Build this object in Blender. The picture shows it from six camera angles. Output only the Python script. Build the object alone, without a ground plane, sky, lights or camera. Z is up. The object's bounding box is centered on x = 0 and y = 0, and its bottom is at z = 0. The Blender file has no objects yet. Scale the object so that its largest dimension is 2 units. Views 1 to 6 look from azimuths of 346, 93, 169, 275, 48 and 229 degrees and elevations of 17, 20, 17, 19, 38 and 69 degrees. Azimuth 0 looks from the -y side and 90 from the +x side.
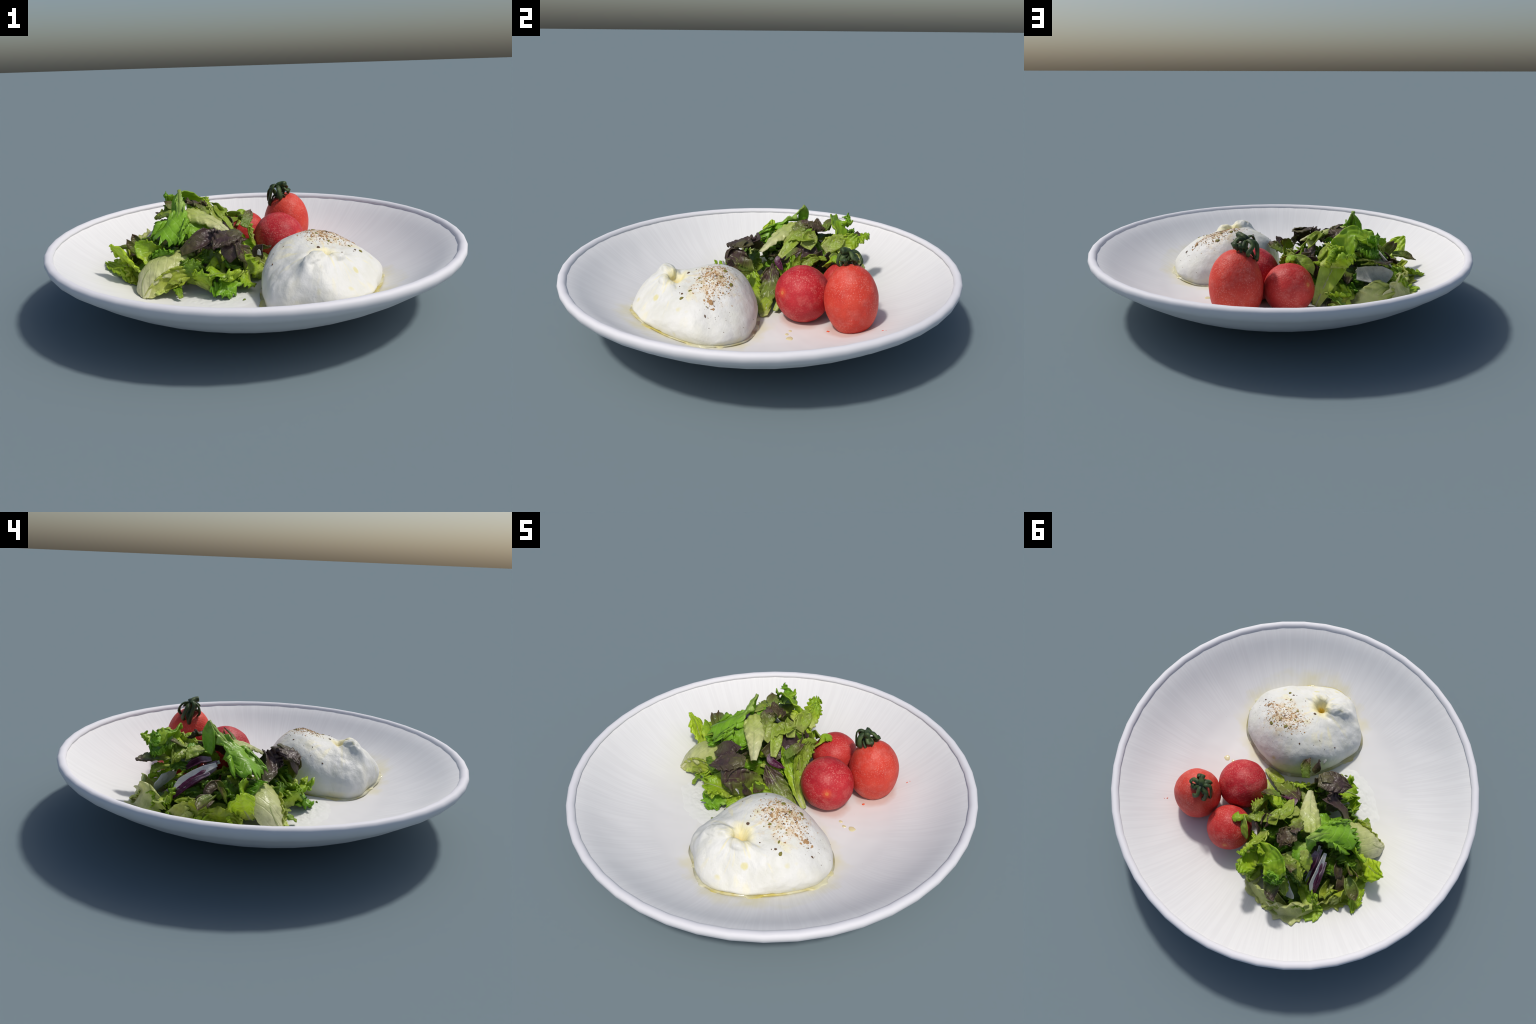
import bpy, bmesh, math, random
import numpy as np
from mathutils import Vector, Matrix, noise

random.seed(11)
scene = bpy.context.scene

# ------------------------------------------------------------------ helpers
def link(ob, parent=None):
    scene.collection.objects.link(ob)
    if parent is not None:
        ob.parent = parent
    return ob

def mesh_object(name, verts, faces, mat, parent=None, smooth=True, matrix=None):
    me = bpy.data.meshes.new(name)
    me.from_pydata([tuple(v) for v in verts], [], faces)
    me.materials.append(mat)
    if smooth:
        me.polygons.foreach_set("use_smooth", [True] * len(me.polygons))
    me.update()
    ob = bpy.data.objects.new(name, me)
    link(ob, parent)
    if matrix is not None:
        ob.matrix_basis = matrix
    return ob

def empty(name, label, category, loc=(0, 0, 0)):
    ob = bpy.data.objects.new(name, None)
    ob.empty_display_size = 0.05
    ob.location = loc
    link(ob)
    ob["label"] = label
    ob["category"] = category
    return ob

def grid_faces(nu, nv, wrap=False, flip=False):
    out = []
    for i in range(nu - 1):
        for j in range(nv if wrap else nv - 1):
            k = (j + 1) % nv
            q = (i * nv + j, i * nv + k, (i + 1) * nv + k, (i + 1) * nv + j)
            out.append(q[::-1] if flip else q)
    return out

def catmull(pts, n, closed=False):
    """smooth curve through control points (rows may hold any number of values)"""
    P = np.array(pts, float)
    m = len(P)
    out = []
    spans = m if closed else m - 1
    for k in range(n):
        t = k / n * spans if closed else k / (n - 1) * spans
        i = min(int(t), spans - 1)
        u = t - i
        if closed:
            p0, p1, p2, p3 = P[(i - 1) % m], P[i % m], P[(i + 1) % m], P[(i + 2) % m]
        else:
            p1, p2 = P[i], P[i + 1]
            p0 = P[i - 1] if i > 0 else 2 * p1 - p2
            p3 = P[i + 2] if i + 2 < m else 2 * p2 - p1
        out.append(0.5 * (2 * p1 + (p2 - p0) * u + (2 * p0 - 5 * p1 + 4 * p2 - p3) * u * u
                          + (3 * p1 - p0 - 3 * p2 + p3) * u ** 3))
    return np.array(out)

def fbm(x, y, z, octaves=3):
    return noise.fractal(Vector((x, y, z)), 0.8, 2.0, octaves)

# ------------------------------------------------------------------ node helpers
class Nodes:
    def __init__(self, name):
        self.mat = bpy.data.materials.new(name)
        self.mat.use_nodes = True
        self.t = self.mat.node_tree
        self.t.nodes.clear()
        self.out = self.t.nodes.new("ShaderNodeOutputMaterial")
        self.bsdf = self.t.nodes.new("ShaderNodeBsdfPrincipled")
        self.t.links.new(self.bsdf.outputs[0], self.out.inputs[0])
        tc = self.t.nodes.new("ShaderNodeTexCoord")
        self.obj = tc.outputs["Object"]

    def new(self, kind, **props):
        n = self.t.nodes.new(kind)
        for k, v in props.items():
            setattr(n, k, v)
        return n

    def put(self, socket, v):
        if isinstance(v, bpy.types.NodeSocket):
            self.t.links.new(v, socket)
        elif isinstance(v, (tuple, list)) and len(v) == 3 and socket.type == 'RGBA':
            socket.default_value = (*v, 1)
        else:
            socket.default_value = v

    def math(self, op, a, b=None, c=None, clamp=False):
        n = self.new("ShaderNodeMath", operation=op, use_clamp=clamp)
        for i, v in enumerate((a, b, c)):
            if v is not None:
                self.put(n.inputs[i], v)
        return n.outputs[0]

    def mix(self, fac, a, b, blend='MIX'):
        n = self.new("ShaderNodeMix", data_type='RGBA', blend_type=blend)
        self.put(n.inputs[0], fac)
        self.put(n.inputs[6], a)
        self.put(n.inputs[7], b)
        return n.outputs[2]

    def ramp(self, fac, stops, interp='LINEAR'):
        n = self.new("ShaderNodeValToRGB")
        n.color_ramp.interpolation = interp
        el = n.color_ramp.elements
        while len(el) < len(stops):
            el.new(0.5)
        for e, (p, c) in zip(el, stops):
            e.position = p
            e.color = (*c, 1) if isinstance(c, (tuple, list)) else (c, c, c, 1)
        self.put(n.inputs[0], fac)
        return n.outputs[0]

    def noise(self, scale, detail=3, rough=0.55, vec=None, out=0):
        n = self.new("ShaderNodeTexNoise")
        self.put(n.inputs["Vector"], vec if vec is not None else self.obj)
        n.inputs["Scale"].default_value = scale
        n.inputs["Detail"].default_value = detail
        n.inputs["Roughness"].default_value = rough
        return n.outputs[out]

    def voronoi(self, scale, vec=None, feature='F1'):
        n = self.new("ShaderNodeTexVoronoi", feature=feature)
        self.put(n.inputs["Vector"], vec if vec is not None else self.obj)
        n.inputs["Scale"].default_value = scale
        return n.outputs["Distance"]

    def xyz(self, vec=None):
        n = self.new("ShaderNodeSeparateXYZ")
        self.put(n.inputs[0], vec if vec is not None else self.obj)
        return n.outputs

    def combine(self, x, y, z):
        n = self.new("ShaderNodeCombineXYZ")
        for i, v in enumerate((x, y, z)):
            self.put(n.inputs[i], v)
        return n.outputs[0]

    def dist(self, point, vec=None, scale=(1, 1, 1)):
        """distance of the shading point from a point, with per axis scale"""
        n = self.new("ShaderNodeVectorMath", operation='SUBTRACT')
        self.put(n.inputs[0], vec if vec is not None else self.obj)
        n.inputs[1].default_value = point
        m = self.new("ShaderNodeVectorMath", operation='MULTIPLY')
        self.t.links.new(n.outputs[0], m.inputs[0])
        m.inputs[1].default_value = scale
        l = self.new("ShaderNodeVectorMath", operation='LENGTH')
        self.t.links.new(m.outputs[0], l.inputs[0])
        return l.outputs["Value"]

    def bump(self, height, strength=0.2, distance=0.01):
        n = self.new("ShaderNodeBump")
        n.inputs["Strength"].default_value = strength
        n.inputs["Distance"].default_value = distance
        self.put(n.inputs["Height"], height)
        self.t.links.new(n.outputs[0], self.bsdf.inputs["Normal"])

    def finish(self, color, rough=0.5, spec=0.3, **kw):
        self.put(self.bsdf.inputs["Base Color"], color)
        self.put(self.bsdf.inputs["Roughness"], rough)
        self.bsdf.inputs["Specular IOR Level"].default_value = spec
        for k, v in kw.items():
            self.put(self.bsdf.inputs[k.replace("_", " ")], v)
        return self.mat

# ------------------------------------------------------------------ plate
FLOOR = 0.094
WALL_R = [0.0, 0.40, 0.48, 0.585, 0.65, 0.723, 0.744, 0.797, 0.85, 0.90, 0.94, 0.972]
WALL_Z = [.094, .094, .096, .112, .131, .158, .166, .192, .225, .262, .293, .313]
SLOPE_TO = math.radians(-48)                  # the well dips a little: higher behind the cheese
_wall = None
def floor_z(x, y):
    global _wall
    if _wall is None:
        c = catmull(list(zip(WALL_R, WALL_Z)), 400)
        _wall = (c[:, 0], c[:, 1])
    r = math.hypot(x, y)
    g = min(max((r - 0.52) / 0.36, 0.0), 1.0)
    g = g * g * (3 - 2 * g) * (1 - 0.80 * min(max((r - 0.91) / 0.06, 0.0), 1.0))
    swell = 0.008 * math.exp(-((r - 0.84) / 0.08) ** 2 - ((math.atan2(y, x) - 1.83) / 0.55) ** 2)
    return float(np.interp(r, *_wall)) + swell + 0.018 * g * math.cos(math.atan2(y, x) - SLOPE_TO) - 0.011 * math.exp(-((x + .50) ** 2 + (y + .33) ** 2) / .075)

def glaze_material():
    n = Nodes("porcelain_rim")
    c = n.mix(n.noise(3.0), (0.69, 0.685, 0.715), (0.72, 0.715, 0.74))
    return n.finish(c, 0.55, 0.25)

def well_material():
    n = Nodes("porcelain_well")
    x, y, z = n.xyz()
    ang = n.math('ARCTAN2', y, x)
    rad = n.math('SQRT', n.math('ADD', n.math('MULTIPLY', x, x), n.math('MULTIPLY', y, y)))
    streak = n.noise(1.0, 4, 0.6, n.combine(n.math('MULTIPLY', ang, 42.0), n.math('MULTIPLY', rad, 3.0), 0.0))
    fine = n.noise(1.0, 2, 0.5, n.combine(n.math('MULTIPLY', ang, 110.0), n.math('MULTIPLY', rad, 2.0), 3.0))
    on_wall = n.ramp(rad, [(0.42, 0.0), (0.66, 1.0)])
    lines = n.math('MULTIPLY', n.math('ADD', streak, n.math('MULTIPLY', fine, 0.8)), on_wall)
    col = n.ramp(lines, [(0.0, (0.71, 0.705, 0.70)), (0.80, (0.70, 0.698, 0.70)), (1.05, (0.73, 0.73, 0.73))])
    # watery cream haze on the floor, pink tint by tomatoes and yellow oil stains
    haze = n.noise(7.0, 4, 0.6)
    col = n.mix(n.ramp(rad, [(0.38, 0.55), (0.62, 0.0)]), col, n.mix(haze, (0.66, 0.665, 0.65), (0.72, 0.715, 0.71)))
    wob = n.math('MULTIPLY', n.math('SUBTRACT', n.noise(9.0, 3), 0.5), 0.16)
    pink = n.ramp(n.math('ADD', n.dist((0.28, 0.40, 0.10), scale=(1, 1, 0.3)), wob), [(0.14, 0.30), (0.34, 0.0)])
    col = n.mix(pink, col, (0.68, 0.58, 0.57))
    juice = n.ramp(n.math('ADD', n.dist((0.31, 0.45, 0.10), scale=(1, 1, 0.3)), n.math('MULTIPLY', wob, 0.35)), [(0.100, 0.4), (0.128, 0.0)])
    juice2 = n.ramp(n.math('ADD', n.dist((0.20, 0.22, 0.10), scale=(1, 1, 0.3)), n.math('MULTIPLY', wob, 0.35)), [(0.088, 0.4), (0.118, 0.0)])
    col = n.mix(n.math('MAXIMUM', juice, juice2), col, (0.50, 0.24, 0.15))
    oil = n.ramp(n.math('ADD', n.dist((0.25, -0.29, 0.10), scale=(1, 1.02, 0.3)), wob), [(0.33, 0.55), (0.40, 0.0)])
    col = n.mix(n.math('MULTIPLY', oil, n.ramp(n.noise(6.0, 3), [(0.4, 0.25), (0.62, 1.0)])), col, (0.66, 0.60, 0.30))
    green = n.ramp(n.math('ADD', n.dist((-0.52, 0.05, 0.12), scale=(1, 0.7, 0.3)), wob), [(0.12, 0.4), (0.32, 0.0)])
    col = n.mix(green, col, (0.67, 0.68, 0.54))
    speck = n.ramp(n.math('ADD', n.voronoi(26.0), n.math('MULTIPLY', n.noise(3.0), 0.06)), [(0.055, 1.0), (0.075, 0.0)])
    specks_at = n.ramp(n.dist((0.42, 0.02, 0.1), scale=(1, 1, 0.3)), [(0.18, 0.7), (0.34, 0.0)])
    col = n.mix(n.math('MULTIPLY', speck, specks_at), col, (0.22, 0.19, 0.16))
    n.bump(lines, 0.10, 0.003)
    return n.finish(col, 0.60, 0.22)

plate = empty("plate", "shallow round white porcelain plate with rolled rim", "plate")
M_RIM, M_WELL = glaze_material(), well_material()

def lathe(name, profile, mat, seg, wobble=None):
    verts = []
    for k, (r, z) in enumerate(profile):
        for j in range(seg):
            a = 2 * math.pi * j / seg
            dr, dz = wobble(k, a) if wobble else (0, 0)
            verts.append(((r + dr) * math.cos(a), (r + dr) * math.sin(a), z + dz))
    faces = grid_faces(len(profile), seg, wrap=True)
    return mesh_object(name, verts, faces, mat, plate)

# underside: a shallow bowl that curves up ever more steeply to the rolled lip
prof = [(0.001, 0.0), (0.12, 0.0), (0.22, 0.001)]
prof += [(r, 0.288 * r ** 2.85) for r in np.linspace(0.25, 0.94, 40)]
outer = catmull([(0.925, 0.2306), (0.940, 0.2414), (0.956, 0.2520), (0.972, 0.2625), (0.9860, 0.2745), (0.9955, 0.2885), (1.0000, 0.3030), (0.9982, 0.3155), (0.9905, 0.3235), (0.9805, 0.3258),
                 (0.9705, 0.3238), (0.9630, 0.3180), (0.9590, 0.3100), (0.9625, 0.3010)], 64)
prof += [tuple(p) for p in outer if not (p[0] < 0.945 and p[1] < 0.25)]
lip = [(0.974, 0.296), (0.981, 0.288), (0.978, 0.279), (0.966, 0.268), (0.950, 0.256), (0.935, 0.248)]
rim = lathe("rim", prof + lip, M_RIM, 48)
rim.location = (-0.001, 0.002, 0.0008)
rim.scale = (1.001, 0.999, 1.002)
rim.rotation_euler = (0.0015, -0.004, 0)           # the plate stands a trifle askew

def well_edge(k, a):
    tilt = (0.0010 + 0.004 * math.cos(a) + 0.0015 * math.sin(a)) * max(0.0, (k - 26) / 10)
    if k < 33:
        d = 0.0016 * fbm(5 * math.cos(a) + k * 0.15, 5 * math.sin(a), 2.0) * min(k / 20, 1)
        return 0.0, tilt + d + floor_z(wp[k][0] * math.cos(a), wp[k][0] * math.sin(a))
    wide = 0.0065 * (0.5 - 0.5 * math.cos(a - SLOPE_TO))              # gap is widest at the far left
    w = -0.0015 + wide + 0.0045 * abs(fbm(4 * math.cos(a), 4 * math.sin(a), 7.0)) + 0.0030 * fbm(22 * math.cos(a), 22 * math.sin(a), 1.0)
    t = (k - 32) / 4
    base = floor_z(wp[k][0] * math.cos(a), wp[k][0] * math.sin(a))
    return -0.6 * max(w, 0) * t, tilt + base - max(w, 0.0) * t
wp = []
for k in range(37):
    r = 0.001 + 0.9715 * k / 36
    wp.append((r, 0.0))
well = lathe("well", wp, M_WELL, 288, well_edge)

# ------------------------------------------------------------------ cheese ball
CX, CY = 0.25, -0.29
OUTLINE = [(.566, -.26), (.560, -.17), (.530, -.10), (.455, -.025), (.36, .005), (.25, .015), (.13, -.005), (.02, -.095),
           (-.045, -.225), (-.072, -.345), (-.080, -.45), (-.03, -.52), (.05, -.56), (.145, -.612), (.24, -.622), (.33, -.59),
           (.44, -.48), (.52, -.365)]
ring = catmull(OUTLINE, 720, closed=True)
ring_a = np.arctan2(ring[:, 1] - CY, ring[:, 0] - CX)
ring_r = np.hypot(ring[:, 0] - CX, ring[:, 1] - CY)
order = np.argsort(ring_a)
ring_a, ring_r = ring_a[order], ring_r[order]
def outline_r(a):
    return float(np.interp((a + math.pi) % (2 * math.pi) - math.pi, ring_a, ring_r, period=2 * math.pi))

NP, MP = 2.4, 2.0             # superellipse of the dome's section
HEIGHTS = [(.301, -.165, .349), (.413, -.333, .284), (.364, -.343, .292), (.437, -.194, .285), (.491, -.215, .234),
           (-.002, -.301, .259), (.065, -.246, .311), (.124, -.145, .330), (.22, -.39, .300), (.326, -.114, .322),
           (.20, -.17, .358), (.25, -.45, .312), (.10, -.46, .300), (.25, -.09, .320), (.10, -.37, .302), (.30, -.50, .252), (.165, -.30, .342), (.05, -.50, .258), (.10, -.53, .280), (.36, -.44, .248), (.38, -.27, .300), (.34, -.51, .20),
           (.18, -.54, .262), (.0, -.42, .240), (.06, -.12, .285), (.42, -.10, .250), (.30, -.40, .300)]
def section(x, y):
    d = math.hypot(x - CX, y - CY) / outline_r(math.atan2(y - CY, x - CX))
    return max(1 - d ** NP, 0.0) ** (1 / MP)
A = np.array([(x, y) for x, y, z in HEIGHTS])
Hv = np.array([(z - floor_z(x, y)) / section(x, y) for x, y, z in HEIGHTS])
def rbf(d2):
    return np.exp(-d2 / (2 * 0.13 ** 2))
Kmat = rbf(((A[:, None] - A[None]) ** 2).sum(-1)) + 0.012 * np.eye(len(A))
Hm = Hv.mean()
Wt = np.linalg.solve(Kmat, Hv - Hm)
def dome_h(x, y):
    return float(Hm + rbf(((A - (x, y)) ** 2).sum(-1)) @ Wt)

HOLE = (0.212, -0.405)
def gauss(x, y, px, py, s, sy=None, rot=0.0):
    dx, dy = x - px, y - py
    c, k = math.cos(rot), math.sin(rot)
    u, v = c * dx + k * dy, -k * dx + c * dy
    return math.exp(-(u / s) ** 2 - (v / (sy or s)) ** 2)
def folds(x, y):
    """knot, hole and the pleats that run out from it"""
    dx, dy = x - HOLE[0], y - HOLE[1]
    q = math.hypot(dx, dy)
    psi = math.atan2(dy, dx)
    away = 1 / (1 + math.exp(-(-dy + 0.05) * 30))                # pleats lie on the knot's side
    pleat = math.sin(7 * psi + 2.5 * fbm(x * 5, y * 5, 3)) * 0.6 + math.sin(13 * psi + 3 * fbm(x * 6, y * 6, 8)) * 0.4
    z = 0.0045 * fbm(x * 13, y * 13, 2.0) * away + 0.0012 * pleat * away * math.exp(-((q - 0.11) / 0.11) ** 2)
    z -= 0.078 * gauss(x, y, HOLE[0] + .002, HOLE[1] + .006, .034, .024, 0.55)
    z += 0.022 * gauss(x, y, .158, -.450, .045, .038, 0.5)        # the tied knot
    z += 0.018 * gauss(x, y, .112, -.472, .036, .030, 0.3)
    z += 0.018 * gauss(x, y, .086, -.500, .020)
    z += 0.020 * gauss(x, y, .255, -.448, .045, .026, 0.4)        # lobe in front of the hole
    z -= 0.016 * gauss(x, y, .170, -.375, .060, .014, 0.25)       # groove behind the knot
    z -= 0.010 * gauss(x, y, .28, -.375, .060, .016, 0.1)
    z -= 0.014 * gauss(x, y, .03, -.52, .085, .026, 1.0)          # crease down the outer side
    z += 0.0042 * fbm(x * 10, y * 10, 5.0) + 0.0045 * away * (0.35 - abs(fbm(psi * 1.6 + 2, q * 9, 6.0)))
    return z
def cheese_z(x, y):
    s = section(x, y)
    return floor_z(x, y) + dome_h(x, y) * s + folds(x, y) * min(s * 1.4, 1.0)

def cheese_material():
    n = Nodes("cheese_skin")
    base = n.mix(n.ramp(n.noise(11.0, 4), [(0.35, 0.0), (0.7, 1.0)]), (0.72, 0.72, 0.685), (0.67, 0.668, 0.60))
    hx, hy = HOLE[0] - CX, HOLE[1] - CY
    wob = n.math('MULTIPLY', n.math('SUBTRACT', n.noise(22.0, 4), 0.5), 0.05)
    cream = n.ramp(n.math('ADD', n.dist((hx + .01, hy + .01, .2), scale=(1, 1.1, .4)), n.math('MULTIPLY', wob, 1.6)), [(0.03, 0.9), (0.085, 0.0)])
    base = n.mix(cream, base, (0.84, 0.76, 0.40))
    deep = n.ramp(n.math('ADD', n.dist((hx + .002, hy + .004, .165), scale=(1.0, 1.5, .7)), n.math('MULTIPLY', wob, 0.7)), [(0.014, 1.0), (0.032, 0.0)])
    base = n.mix(deep, base, (0.74, 0.50, 0.02))
    # thin oil streaks that run outward from the knot
    st = n.noise(1.0, 3, 0.5, n.combine(n.math('MULTIPLY', n.math('ARCTAN2', n.math('SUBTRACT', n.xyz()[1], hy), n.math('SUBTRACT', n.xyz()[0], hx)), 4.0),
                                        n.math('MULTIPLY', n.dist((hx, hy, .2)), 7.0), 0.0))
    base = n.mix(n.math('MULTIPLY', n.ramp(st, [(0.56, 0.0), (0.66, 0.6)]), n.ramp(n.dist((hx + .05, hy + .06, .2)), [(0.12, 1.0), (0.30, 0.15)])),
                 base, (0.82, 0.74, 0.38))
    dab = n.ramp(n.math('ADD', n.voronoi(9.0), n.math('MULTIPLY', n.noise(30.0, 3), 0.16)), [(0.17, 0.8), (0.25, 0.0)])
    base = n.mix(n.math('MULTIPLY', dab, n.ramp(n.noise(4.0, 2), [(0.46, 0.0), (0.56, 1.0)])), base, (0.68, 0.62, 0.27))
    # tan tint where the spice lies
    tint = n.ramp(n.math('ADD', n.dist((0.05, 0.09, .25), scale=(1, 1, .3)), n.math('MULTIPLY', wob, 2.0)), [(0.05, 0.85), (0.155, 0.0)])
    tn = n.ramp(n.noise(34.0, 3), [(0.44, 0.0), (0.60, 1.0)])
    base = n.mix(n.math('MULTIPLY', tint, tn), base, (0.60, 0.43, 0.22))
    fine = n.ramp(n.voronoi(75.0), [(0.10, 1.0), (0.16, 0.0)])
    fz = n.math('MULTIPLY', fine, n.ramp(n.math('ADD', n.dist((0.09, 0.10, .22), scale=(1, 1, .4)), n.math('MULTIPLY', wob, 3.0)), [(0.06, 0.9), (0.21, 0.05)]))
    base = n.mix(n.math('MULTIPLY', fz, n.ramp(n.noise(30.0, 2), [(0.45, 0.0), (0.55, 1.0)])), base, (0.30, 0.17, 0.09))
    low = n.ramp(n.math('ADD', n.xyz()[2], n.math('MULTIPLY', wob, 0.5)), [(0.012, 0.5), (0.04, 0.0)])
    base = n.mix(n.math('MULTIPLY', low, n.ramp(n.noise(7.0, 2), [(0.45, 0.0), (0.6, 1.0)])), base, (0.78, 0.68, 0.28))
    swirl = n.noise(1.0, 4, 0.6, n.combine(n.math('MULTIPLY', n.math('ARCTAN2', n.math('SUBTRACT', n.xyz()[1], hy), n.math('SUBTRACT', n.xyz()[0], hx)), 2.6),
                                           n.math('MULTIPLY', n.dist((hx, hy, .2)), 10.0), n.math('MULTIPLY', n.noise(6.0), 1.5)))
    base = n.mix(n.ramp(swirl, [(0.36, 0.35), (0.50, 0.0)]), base, (0.62, 0.62, 0.52))
    n.bump(n.math('ADD', swirl, n.math('ADD', n.math('MULTIPLY', n.noise(18.0, 5), 0.6), n.math('MULTIPLY', n.noise(60.0, 3), 0.2))), 0.40, 0.014)
    return n.finish(base, 0.48, 0.28)

cheese = empty("burrata", "soft white cheese ball with knotted top, oil and pepper", "cheese", (CX, CY, FLOOR))
NPHI, NTH = 150, 320
verts = []
for i in range(NPHI):
    phi = (i / (NPHI - 1)) ** 0.85 * math.pi / 2
    dd = math.cos(phi) ** (2 / NP)
    tuck = 1 - 0.055 * max(0.0, 1 - phi / 0.5) ** 2
    for j in range(NTH):
        a = 2 * math.pi * j / NTH
        R = outline_r(a)
        x, y = CX + dd * R * math.cos(a), CY + dd * R * math.sin(a)
        s = math.sin(phi) ** (2 / MP)
        z = floor_z(x, y) + dome_h(x, y) * s + folds(x, y) * min(s * 1.4, 1.0)
        # long soft folds on the sides
        rip = 0.006 * fbm(2.2 * math.cos(a), 2.2 * math.sin(a), 2.2 * s) * math.cos(phi)
        tx, ty = CX + (dd * tuck * R + rip) * math.cos(a), CY + (dd * tuck * R + rip) * math.sin(a)
        verts.append((tx - CX, ty - CY, z - FLOOR))
M_SKIN = cheese_material()
faces = grid_faces(NPHI, NTH, wrap=True)
faces.append(tuple(range(NTH))[::-1])

# the twisted knot that closes the ball: lumpy rolls of the same skin, fused with the body
def lumpy_roll(rows, seed, lump=0.18, n=40, seg=32, flat=0.85):
    C = catmull(rows, n)
    base = len(verts)
    for i in range(n):
        t = Vector(C[min(i + 1, n - 1)][:3] - C[max(i - 1, 0)][:3]).normalized()
        s_ = (Vector((0, 0, 1)) - t * t.z).normalized()
        b = t.cross(s_)
        cap = math.sqrt(max(1 - (2 * i / (n - 1) - 1) ** 8, 1e-5))
        for j in range(seg):
            a = 2 * math.pi * j / seg
            d = s_ * (math.sin(a) * flat) + b * math.cos(a)
            p = Vector(C[i][:3])
            k = 1 + lump * fbm(p.x * 24 + d.x * 1.2 + seed, p.y * 24 + d.y * 1.2, p.z * 24 + d.z * 1.2)
            q = p + d * (C[i][3] * cap * k)
            verts.append((q.x - CX, q.y - CY, q.z - FLOOR))
    faces.extend(tuple(base + v for v in f) for f in grid_faces(n, seg, wrap=True))
    faces.append(tuple(base + j for j in range(seg))[::-1])
    faces.append(tuple(base + (n - 1) * seg + j for j in range(seg)))
lumpy_roll([(.200, -.422, .285, .020), (.172, -.438, .309, .036), (.140, -.456, .312, .037), (.108, -.474, .304, .029), (.080, -.488, .290, .018)], 3.0, lump=.22)
lumpy_roll([(.200, -.455, .290, .014), (.235, -.449, .303, .027), (.268, -.440, .300, .026), (.300, -.422, .285, .010)], 8.0, lump=.2)
body = mesh_object("cheese_body", verts, faces, M_SKIN, cheese)
rm = body.modifiers.new("fuse", 'REMESH')
rm.mode = 'VOXEL'
rm.voxel_size = 0.0036
rm.use_smooth_shade = True
sm = body.modifiers.new("soften", 'SMOOTH')
sm.factor = 0.5
sm.iterations = 5

def flake_mesh(name, spots, mat, size, flat, seed, parent=cheese, surf=cheese_z, origin=(CX, CY, FLOOR)):
    """small angular crumbs lying on a surface, joined into one part"""
    rnd = random.Random(seed)
    V, F = [], []
    for (x, y, k) in spots:
        e = 0.004
        z = surf(x, y)
        nx = Vector((-(surf(x + e, y) - surf(x - e, y)) / (2 * e), -(surf(x, y + e) - surf(x, y - e)) / (2 * e), 1)).normalized()
        tx = nx.orthogonal().normalized()
        ty = nx.cross(tx)
        rot = rnd.uniform(0, 6.28)
        L = size * k * rnd.uniform(0.7, 1.3)
        W = L * rnd.uniform(0.45, 0.9)
        base = len(V)
        m = 6
        for layer in (0, 1):
            for q in range(m):
                ang = 2 * math.pi * q / m
                rr = rnd.uniform(0.75, 1.15) * (1 - 0.35 * layer)
                u, v = L * rr * math.cos(ang), W * rr * math.sin(ang)
                u, v = u * math.cos(rot) - v * math.sin(rot), u * math.sin(rot) + v * math.cos(rot)
                h = -0.001 if layer == 0 else L * flat
                p = Vector((x, y, z)) + tx * u + ty * v + nx * h - Vector(origin)
                V.append(p)
        for q in range(m):
            w = (q + 1) % m
            F.append((base + q, base + w, base + m + w, base + m + q))
        F.append(tuple(base + m + q for q in range(m)))
    ob = mesh_object(name, V, F, mat, parent, smooth=False)
    ob["kind"] = "stuff"
    return ob

def crumb_material(name, a, b):
    n = Nodes(name)
    return n.finish(n.mix(n.noise(90.0, 2), a, b), 0.6, 0.25)
M_PEPPER = crumb_material("black_pepper", (0.07, 0.045, 0.03), (0.17, 0.10, 0.055))
M_SPICE = crumb_material("tan_spice", (0.45, 0.28, 0.13), (0.32, 0.175, 0.075))
M_HERB = crumb_material("dried_herb", (0.25, 0.20, 0.035), (0.13, 0.14, 0.03))

rnd = random.Random(5)
CLUSTERS = [(.245, -.165, .035, 26), (.30, -.17, .045, 34), (.345, -.165, .04, 26), (.39, -.19, .04, 24), (.30, -.215, .035, 22), (.43, -.20, .03, 14),
            (.33, -.13, .05, 14), (.215, -.20, .04, 20), (.36, -.24, .05, 14), (.205, -.245, .03, 20), (.25, -.24, .035, 22), (.29, -.25, .035, 16)]
def scatter(frac, spread=1.0):
    out = []
    for cx, cy, s, cnt in CLUSTERS:
        for _ in range(int(cnt * frac)):
            out.append((rnd.gauss(cx, s * spread * .7), rnd.gauss(cy, s * spread * .7), rnd.uniform(0.5, 1.1)))
    return [p for p in out if section(p[0], p[1]) > 0.35]
wide = [(rnd.gauss(.36, .11), rnd.gauss(-.14, .09), rnd.uniform(.3, .55)) for _ in range(80)]
wide = [p for p in wide if section(p[0], p[1]) > 0.25]
BIG = [(.067, -.246, 1.7), (-.003, -.301, 1.8), (.124, -.145, 1.8), (.205, -.335, 2.0), (.493, -.214, 1.7), (.185, -.30, 1.5), (.385, -.335, 1.9),
       (.372, -.348, 1.4), (.523, -.128, 1.0), (.30, -.19, 1.8), (.335, -.30, 1.4), (.24, -.26, 1.4), (.31, -.36, 1.1), (.07, -.20, .9), (.02, -.24, .9)]
flake_mesh("pepper_flakes", scatter(0.45) + wide + BIG, M_PEPPER, 0.0045, 0.30, 1)
flake_mesh("spice_flakes", scatter(1.1) + [(.437, -.194, 2.2), (.40, -.215, 1.8), (.255, -.235, 2.0), (.46, -.18, 1.5)], M_SPICE, 0.0060, 0.22, 2)
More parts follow.
